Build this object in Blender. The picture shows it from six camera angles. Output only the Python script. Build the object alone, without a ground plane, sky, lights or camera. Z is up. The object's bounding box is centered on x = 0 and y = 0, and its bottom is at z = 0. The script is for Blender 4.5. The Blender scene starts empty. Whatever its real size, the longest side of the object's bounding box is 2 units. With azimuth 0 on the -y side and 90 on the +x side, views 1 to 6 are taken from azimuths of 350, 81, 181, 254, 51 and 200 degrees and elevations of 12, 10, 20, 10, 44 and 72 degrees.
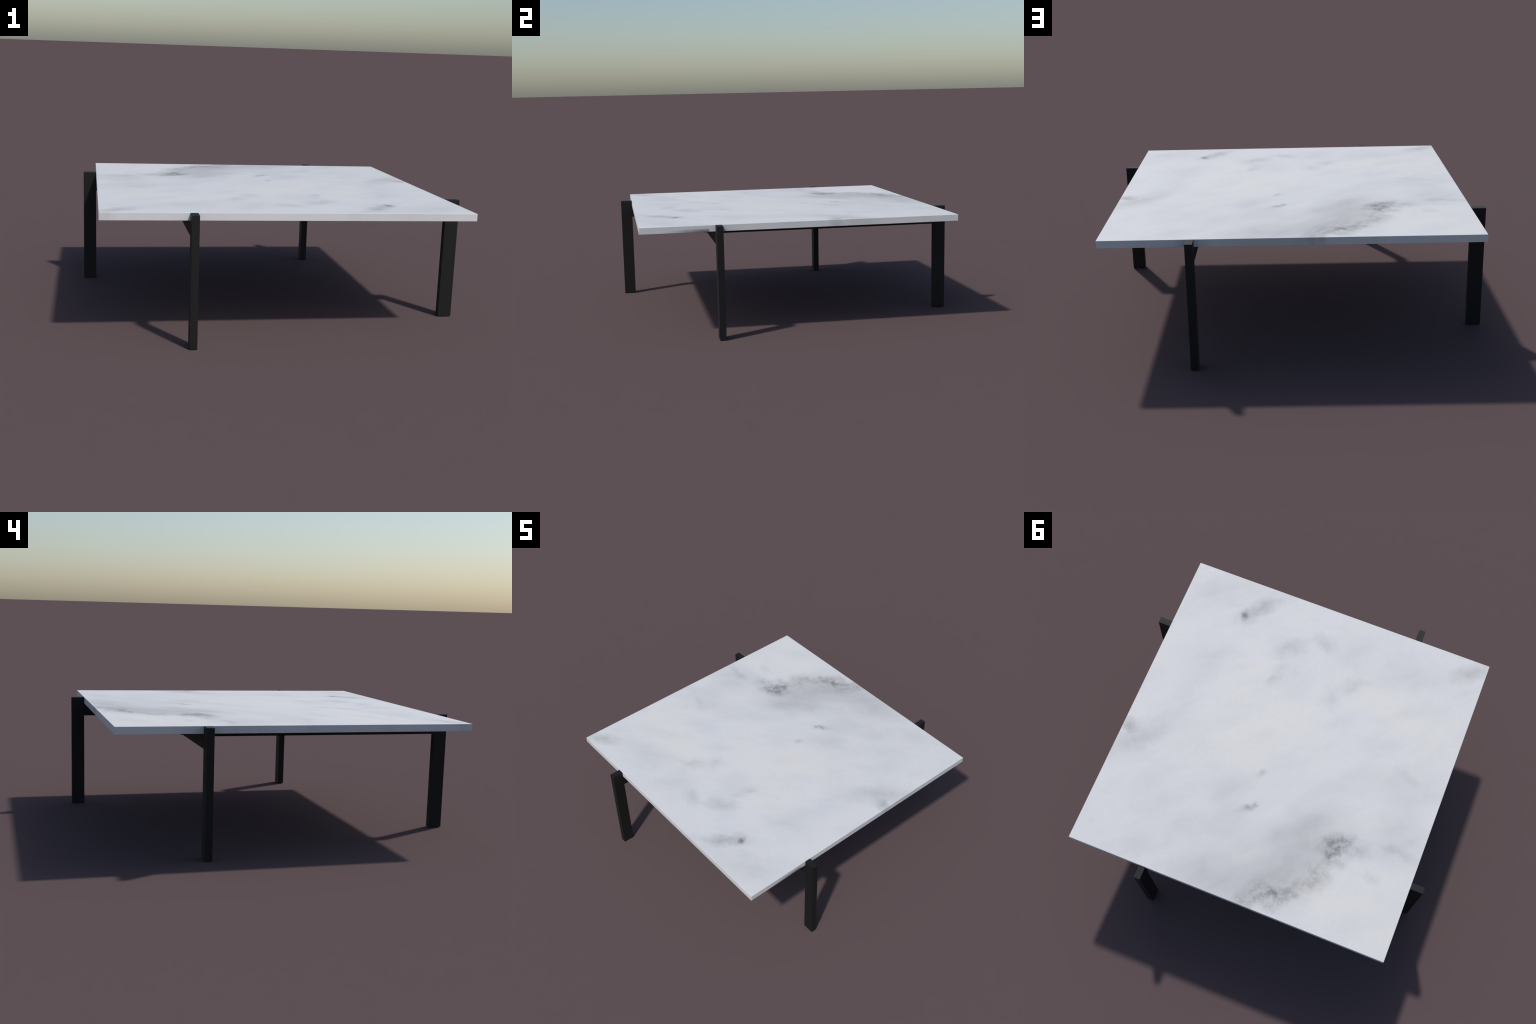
"""Low square marble coffee table on a pinwheel frame of flat black steel bars."""
import bpy, bmesh
from math import radians, pi

# ------------------------------------------------------------------ sizes (m)
REACH = 1.000          # outer face of the legs, from the centre
LEG_IN = 0.9262        # inner face of the legs, against the slab's edge
SLAB_HALF = 0.9258     # half the side of the square slab
SLAB_TOP = 0.6480
SLAB_BOTTOM = 0.6105
LEG_TOP = 0.6480
BAR_TOP = 0.6101
BAR_BOTTOM = 0.5375
BAR_FAR = 0.4630       # the bar's near and far side, off the table's axis
BAR_NEAR = 0.5000
TENON_END = 0.5215     # the tenon shows a little past the bar it joins
TENON_BOTTOM = 0.5465
FIT = 0.0002           # clearance in the half-lap joints


# ------------------------------------------------------------------ node help
class Nodes:
    def __init__(self, name):
        self.mat = bpy.data.materials.new(name)
        self.mat.use_nodes = True
        self.t = self.mat.node_tree
        self.t.nodes.clear()
        self.bsdf = self.add("ShaderNodeBsdfPrincipled")
        out = self.add("ShaderNodeOutputMaterial")
        self.link(self.bsdf.outputs[0], out.inputs["Surface"])

    def add(self, kind, **props):
        n = self.t.nodes.new(kind)
        for k, v in props.items():
            setattr(n, k, v)
        return n

    def link(self, a, b):
        self.t.links.new(a, b)

    def put(self, socket, v):
        if isinstance(v, bpy.types.NodeSocket):
            self.link(v, socket)
        else:
            socket.default_value = v

    def math(self, op, a, b=0.0, c=0.0, clamp=False):
        n = self.add("ShaderNodeMath", operation=op, use_clamp=clamp)
        for i, v in enumerate((a, b, c)):
            self.put(n.inputs[i], v)
        return n.outputs[0]

    def noise(self, vec, scale, detail=3.0, rough=0.5):
        n = self.add("ShaderNodeTexNoise")
        self.link(vec, n.inputs["Vector"])
        n.inputs["Scale"].default_value = scale
        n.inputs["Detail"].default_value = detail
        n.inputs["Roughness"].default_value = rough
        return n

    def remap(self, v, lo, hi, a=0.0, b=1.0, kind="SMOOTHSTEP"):
        n = self.add("ShaderNodeMapRange", interpolation_type=kind)
        for k, x in (("Value", v), ("From Min", lo), ("From Max", hi),
                     ("To Min", a), ("To Max", b)):
            self.put(n.inputs[k], x)
        return n.outputs[0]

    def mix(self, fac, a, b, blend="MIX"):
        n = self.add("ShaderNodeMix", data_type="RGBA", blend_type=blend)
        self.put(n.inputs[0], fac)
        self.put(n.inputs[6], a)
        self.put(n.inputs[7], b)
        return n.outputs[2]

    def smudge(self, vec, total, x, y, half_length, half_width, angle, strength,
               z=0.0, half_height=100.0, spread=1.6):
        """Add one soft elongated mineral smudge to a running total."""
        m = self.add("ShaderNodeMapping", vector_type="TEXTURE")
        m.inputs["Location"].default_value = (x, y, z)
        m.inputs["Rotation"].default_value = (0, 0, radians(angle))
        m.inputs["Scale"].default_value = (max(half_length, half_width) * spread,
                                           half_width * spread, half_height)
        self.link(vec, m.inputs["Vector"])
        g = self.add("ShaderNodeTexGradient", gradient_type="SPHERICAL")
        self.link(m.outputs[0], g.inputs[0])
        return self.math("MULTIPLY_ADD", g.outputs["Fac"], strength, total)


# ---------------------------------------------------------------- the marble
# Mineral smudges: centre x, y, half length, half width, bearing, density.
# Nearly all of them lie along one bedding direction, about 45 degrees.
MAIN_VEIN = [           # the broken grey vein that runs out over the far edge
    (-0.469, 0.449, 0.080, 0.053, 53, 0.36), (-0.462, 0.452, 0.018, 0.036, 0, 0.30),
    (-0.568, 0.404, 0.067, 0.047, 7, 0.34), (-0.458, 0.501, 0.013, 0.027, 0, 0.22),
    (-0.473, 0.392, 0.092, 0.036, 24, 0.16), (-0.530, 0.512, 0.012, 0.024, 0, 0.22),
    (-0.425, 0.606, 0.027, 0.053, 0, 0.26), (-0.377, 0.699, 0.057, 0.030, 29, 0.30),
    (-0.292, 0.733, 0.172, 0.071, 42, 0.16), (-0.254, 0.786, 0.075, 0.032, 13, 0.46),
    (-0.191, 0.853, 0.040, 0.026, 8, 0.36), (-0.110, 0.900, 0.055, 0.032, 17, 0.34),
    (-0.276, 0.855, 0.052, 0.024, 48, 0.24), (-0.361, 0.774, 0.009, 0.018, 0, 0.22),
]
FLECKS = [              # small separate smudges across the slab
    (0.540, -0.690, 0.030, 0.028, 0, 0.42), (0.526, -0.697, 0.066, 0.044, 33, 0.25),
    (0.450, -0.795, 0.095, 0.042, 45, 0.27), (0.213, -0.595, 0.091, 0.044, 40, 0.20),
    (0.026, -0.708, 0.065, 0.042, -12, 0.20), (0.207, -0.464, 0.057, 0.024, 50, 0.12),
    (0.226, -0.376, 0.054, 0.021, 49, 0.18), (-0.845, -0.845, 0.110, 0.044, 34, 0.28),
    (-0.220, -0.508, 0.081, 0.036, 33, 0.15), (-0.122, -0.394, 0.062, 0.042, -49, 0.10),
    (0.894, 0.198, 0.018, 0.036, 0, 0.34), (0.825, 0.265, 0.170, 0.065, 48, 0.16),
    (0.084, 0.400, 0.047, 0.026, 31, 0.20), (0.068, 0.393, 0.016, 0.020, 0, 0.38),
    (0.037, 0.364, 0.010, 0.012, 0, 0.34), (0.075, 0.178, 0.016, 0.019, 0, 0.27),
    (0.080, 0.207, 0.008, 0.017, 0, 0.14), (-0.724, -0.090, 0.081, 0.024, -10, 0.10),
    (-0.807, 0.340, 0.126, 0.024, -3, 0.11), (-0.710, 0.518, 0.014, 0.028, 0, 0.15),
]
CLOUDS = [              # wide, pale grey bands round the veins
    (-0.311, 0.427, 0.178, 0.107, 72, 0.15), (-0.231, 0.620, 0.234, 0.136, 51, 0.13),
    (0.095, 0.728, 0.163, 0.119, 50, 0.07), (-0.119, 0.800, 0.228, 0.089, 29, 0.15),
    (0.684, -0.833, 0.158, 0.071, 28, 0.10), (0.203, 0.333, 0.087, 0.047, 43, 0.07),
    (-0.648, -0.040, 0.194, 0.071, 19, 0.09), (-0.752, 0.145, 0.050, 0.076, 0, 0.08),
    (-0.771, 0.300, 0.163, 0.090, 1, 0.09), (-0.518, -0.687, 0.201, 0.065, 18, 0.06),
    (-0.137, -0.746, 0.129, 0.065, 49, 0.05), (0.619, 0.094, 0.109, 0.083, -12, 0.06),
    (0.557, 0.817, 0.063, 0.047, 60, 0.08), (0.646, -0.354, 0.116, 0.089, 34, 0.05),
    (0.175, 0.841, 0.103, 0.089, 49, 0.07), (0.330, 0.600, 0.420, 0.240, 46, 0.045),
    (0.830, 0.280, 0.120, 0.075, 48, 0.07),
]
WARM_ZONES = [          # creamy zones between the cooler white
    (0.186, -0.043, 0.346, 0.208, 47, 0.80), (-0.568, -0.455, 0.349, 0.154, -4, 0.80),
    (-0.698, 0.692, 0.206, 0.206, 53, 0.80), (0.377, -0.330, 0.161, 0.131, 51, 0.60),
    (-0.412, 0.762, 0.156, 0.089, 42, 0.50), (-0.762, -0.288, 0.130, 0.095, 56, 0.50),
]


def marble():
    n = Nodes("white_marble")
    obj = n.add("ShaderNodeTexCoord").outputs["Object"]
    # crumple the space a little so that no smudge keeps a clean outline
    bend = n.noise(obj, 10.0, 5.0, 0.60)
    shift = n.add("ShaderNodeVectorMath", operation="MULTIPLY_ADD")
    n.link(bend.outputs["Color"], shift.inputs[0])
    shift.inputs[1].default_value = (0.11, 0.11, 0.0)
    shift.inputs[2].default_value = (-0.055, -0.055, 0.0)
    moved = n.add("ShaderNodeVectorMath", operation="ADD")
    n.link(obj, moved.inputs[0])
    n.link(shift.outputs[0], moved.inputs[1])
    vec = moved.outputs[0]

    veins = 0.0
    for s in MAIN_VEIN:
        veins = n.smudge(vec, veins, *s, spread=1.75)
    flecks = 0.0
    for s in FLECKS:
        flecks = n.smudge(vec, flecks, *s)
    clouds = 0.0
    for s in CLOUDS:
        clouds = n.smudge(vec, clouds, *s, spread=2.1)
    # dark patch low on the slab's edge, cut off sharply beside one leg
    edge_patch = n.smudge(obj, 0.0, 0.925, -0.545, 0.15, 0.15, 0, 0.62,
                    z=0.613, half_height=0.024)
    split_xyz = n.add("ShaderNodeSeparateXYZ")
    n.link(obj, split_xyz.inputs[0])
    edge_patch = n.math("MULTIPLY", edge_patch, n.remap(split_xyz.outputs["Y"], -0.528, -0.542))
    edge_patch = n.math("MULTIPLY", edge_patch, n.remap(split_xyz.outputs["Z"], 0.636, 0.624))
    clouds = n.math("ADD", clouds, edge_patch)
    warm = 0.0
    for s in WARM_ZONES:
        warm = n.smudge(vec, warm, *s)

    # bedding direction: stretched space for the streaky cloudiness
    bed = n.add("ShaderNodeMapping", vector_type="TEXTURE")
    bed.inputs["Rotation"].default_value = (0, 0, radians(42))
    bed.inputs["Scale"].default_value = (1.0, 0.52, 1.0)
    n.link(obj, bed.inputs["Vector"])
    streak = n.noise(bed.outputs[0], 3.2, 5.0, 0.55).outputs["Fac"]
    crumb = n.noise(obj, 30.0, 4.0, 0.62).outputs["Fac"]
    blotch = n.noise(bed.outputs[0], 5.0, 4.0, 0.6).outputs["Fac"]
    fine = n.noise(obj, 70.0, 3.0, 0.6).outputs["Fac"]

    body = n.mix(n.math("MULTIPLY_ADD", warm, 1.25,
                        n.remap(streak, 0.42, 0.68, 0.0, 0.55), clamp=True),
                 (0.680, 0.684, 0.694, 1), (0.708, 0.701, 0.681, 1))
    # veins break up along the grain, clouds stay soft
    broken = n.math("MULTIPLY", veins, n.remap(crumb, 0.33, 0.67, 0.46, 1.30))
    flecks = n.math("MULTIPLY", flecks, n.remap(crumb, 0.34, 0.66, 0.90, 1.45))
    broken = n.math("ADD", broken, flecks)
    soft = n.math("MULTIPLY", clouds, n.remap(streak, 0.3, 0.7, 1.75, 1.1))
    haze = n.remap(streak, 0.52, 0.30, 0.0, 0.055)
    haze = n.math("ADD", haze, n.remap(blotch, 0.50, 0.75, 0.0, 0.05))
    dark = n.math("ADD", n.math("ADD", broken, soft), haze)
    dark = n.math("MULTIPLY", dark, n.math("MULTIPLY_ADD", fine, 0.5, 0.75), clamp=True)
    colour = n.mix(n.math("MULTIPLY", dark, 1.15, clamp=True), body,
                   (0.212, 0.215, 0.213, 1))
    speck = n.remap(fine, 0.35, 0.65, 0.985, 1.012)
    grey = n.add("ShaderNodeCombineColor")
    for i in range(3):
        n.link(speck, grey.inputs[i])
    colour = n.mix(1.0, colour, grey.outputs[0], "MULTIPLY")
    n.link(colour, n.bsdf.inputs["Base Color"])
    n.bsdf.inputs["Roughness"].default_value = 0.65
    n.bsdf.inputs["Specular IOR Level"].default_value = 0.4
    return n.mat


def black_steel():
    n = Nodes("black_powder_coated_steel")
    obj = n.add("ShaderNodeTexCoord").outputs["Object"]
    mottle = n.noise(obj, 60.0, 4.0, 0.6).outputs["Fac"]
    n.link(n.mix(mottle, (0.0065, 0.0065, 0.0065, 1), (0.0085, 0.0085, 0.0085, 1)),
           n.bsdf.inputs["Base Color"])
    n.link(n.remap(mottle, 0.3, 0.7, 0.63, 0.69), n.bsdf.inputs["Roughness"])
    n.bsdf.inputs["Specular IOR Level"].default_value = 0.36
    return n.mat


# ------------------------------------------------------------------ geometry
def to_object(bm, name, material, parent):
    mesh = bpy.data.meshes.new(name)
    bm.to_mesh(mesh)
    bm.free()
    mesh.materials.append(material)
    ob = bpy.data.objects.new(name, mesh)
    bpy.context.scene.collection.objects.link(ob)
    ob.parent = parent
    return ob


def slab_mesh():
    bm = bmesh.new()
    bmesh.ops.create_cube(bm, size=1.0)
    for v in bm.verts:
        v.co.x *= 2 * SLAB_HALF
        v.co.y *= 2 * SLAB_HALF
        v.co.z = SLAB_TOP if v.co.z > 0 else SLAB_BOTTOM
    bmesh.ops.bevel(bm, geom=bm.edges[:], offset=0.0014, segments=3,
                    profile=0.5, affect="EDGES", clamp_overlap=True)
    return bm


def frame_quarter():
    """One leg and its bar as a single flat profile: the bar is halved from
    below where the next bar joins it and from above at its own far end."""
    mid = (BAR_TOP + BAR_BOTTOM) / 2
    a, b, g = BAR_FAR, BAR_NEAR, FIT
    outline = [
        (REACH, 0), (REACH, LEG_TOP), (LEG_IN, LEG_TOP), (LEG_IN, BAR_TOP),
        (-a + g, BAR_TOP), (-a + g, mid - g), (-TENON_END, mid - g),
        (-TENON_END, TENON_BOTTOM), (-b, TENON_BOTTOM), (-b, BAR_BOTTOM),
        (a - g, BAR_BOTTOM), (a - g, mid + g), (b + g, mid + g), (b + g, BAR_BOTTOM),
        (LEG_IN, BAR_BOTTOM), (LEG_IN, 0),
    ]
    bm = bmesh.new()
    # the leg stands on the -y side, its flat faces at x = -0.500 and -0.463
    face = bm.faces.new([bm.verts.new((-BAR_NEAR, -s, z)) for s, z in outline])
    out = bmesh.ops.extrude_face_region(bm, geom=[face])
    for v in out["geom"]:
        if isinstance(v, bmesh.types.BMVert):
            v.co.x = -BAR_FAR
    bmesh.ops.recalc_face_normals(bm, faces=bm.faces[:])
    bmesh.ops.bevel(bm, geom=bm.edges[:], offset=0.0008, segments=2,
                    profile=0.5, affect="EDGES", clamp_overlap=True)
    return bm


def split(bm, keep_leg):
    bmesh.ops.bisect_plane(bm, geom=bm.verts[:] + bm.edges[:] + bm.faces[:],
                           plane_co=(0, -0.915, 0), plane_no=(0, -1, 0),
                           clear_inner=keep_leg, clear_outer=not keep_leg)
    return bm


# ---------------------------------------------------------------------- build
table = bpy.data.objects.new("coffee_table", None)
bpy.context.scene.collection.objects.link(table)
table["label"] = "low square white marble table on black steel legs"
table["category"] = "coffee table"

stone, steel = marble(), black_steel()
to_object(slab_mesh(), "tabletop", stone, table)

leg = to_object(split(frame_quarter(), True), "leg", steel, table)
bar = to_object(split(frame_quarter(), False), "crossbar", steel, table)
for turn in range(1, 4):
    for part in (leg, bar):
        twin = part.copy()
        twin.rotation_euler = (0, 0, turn * pi / 2)
        bpy.context.scene.collection.objects.link(twin)
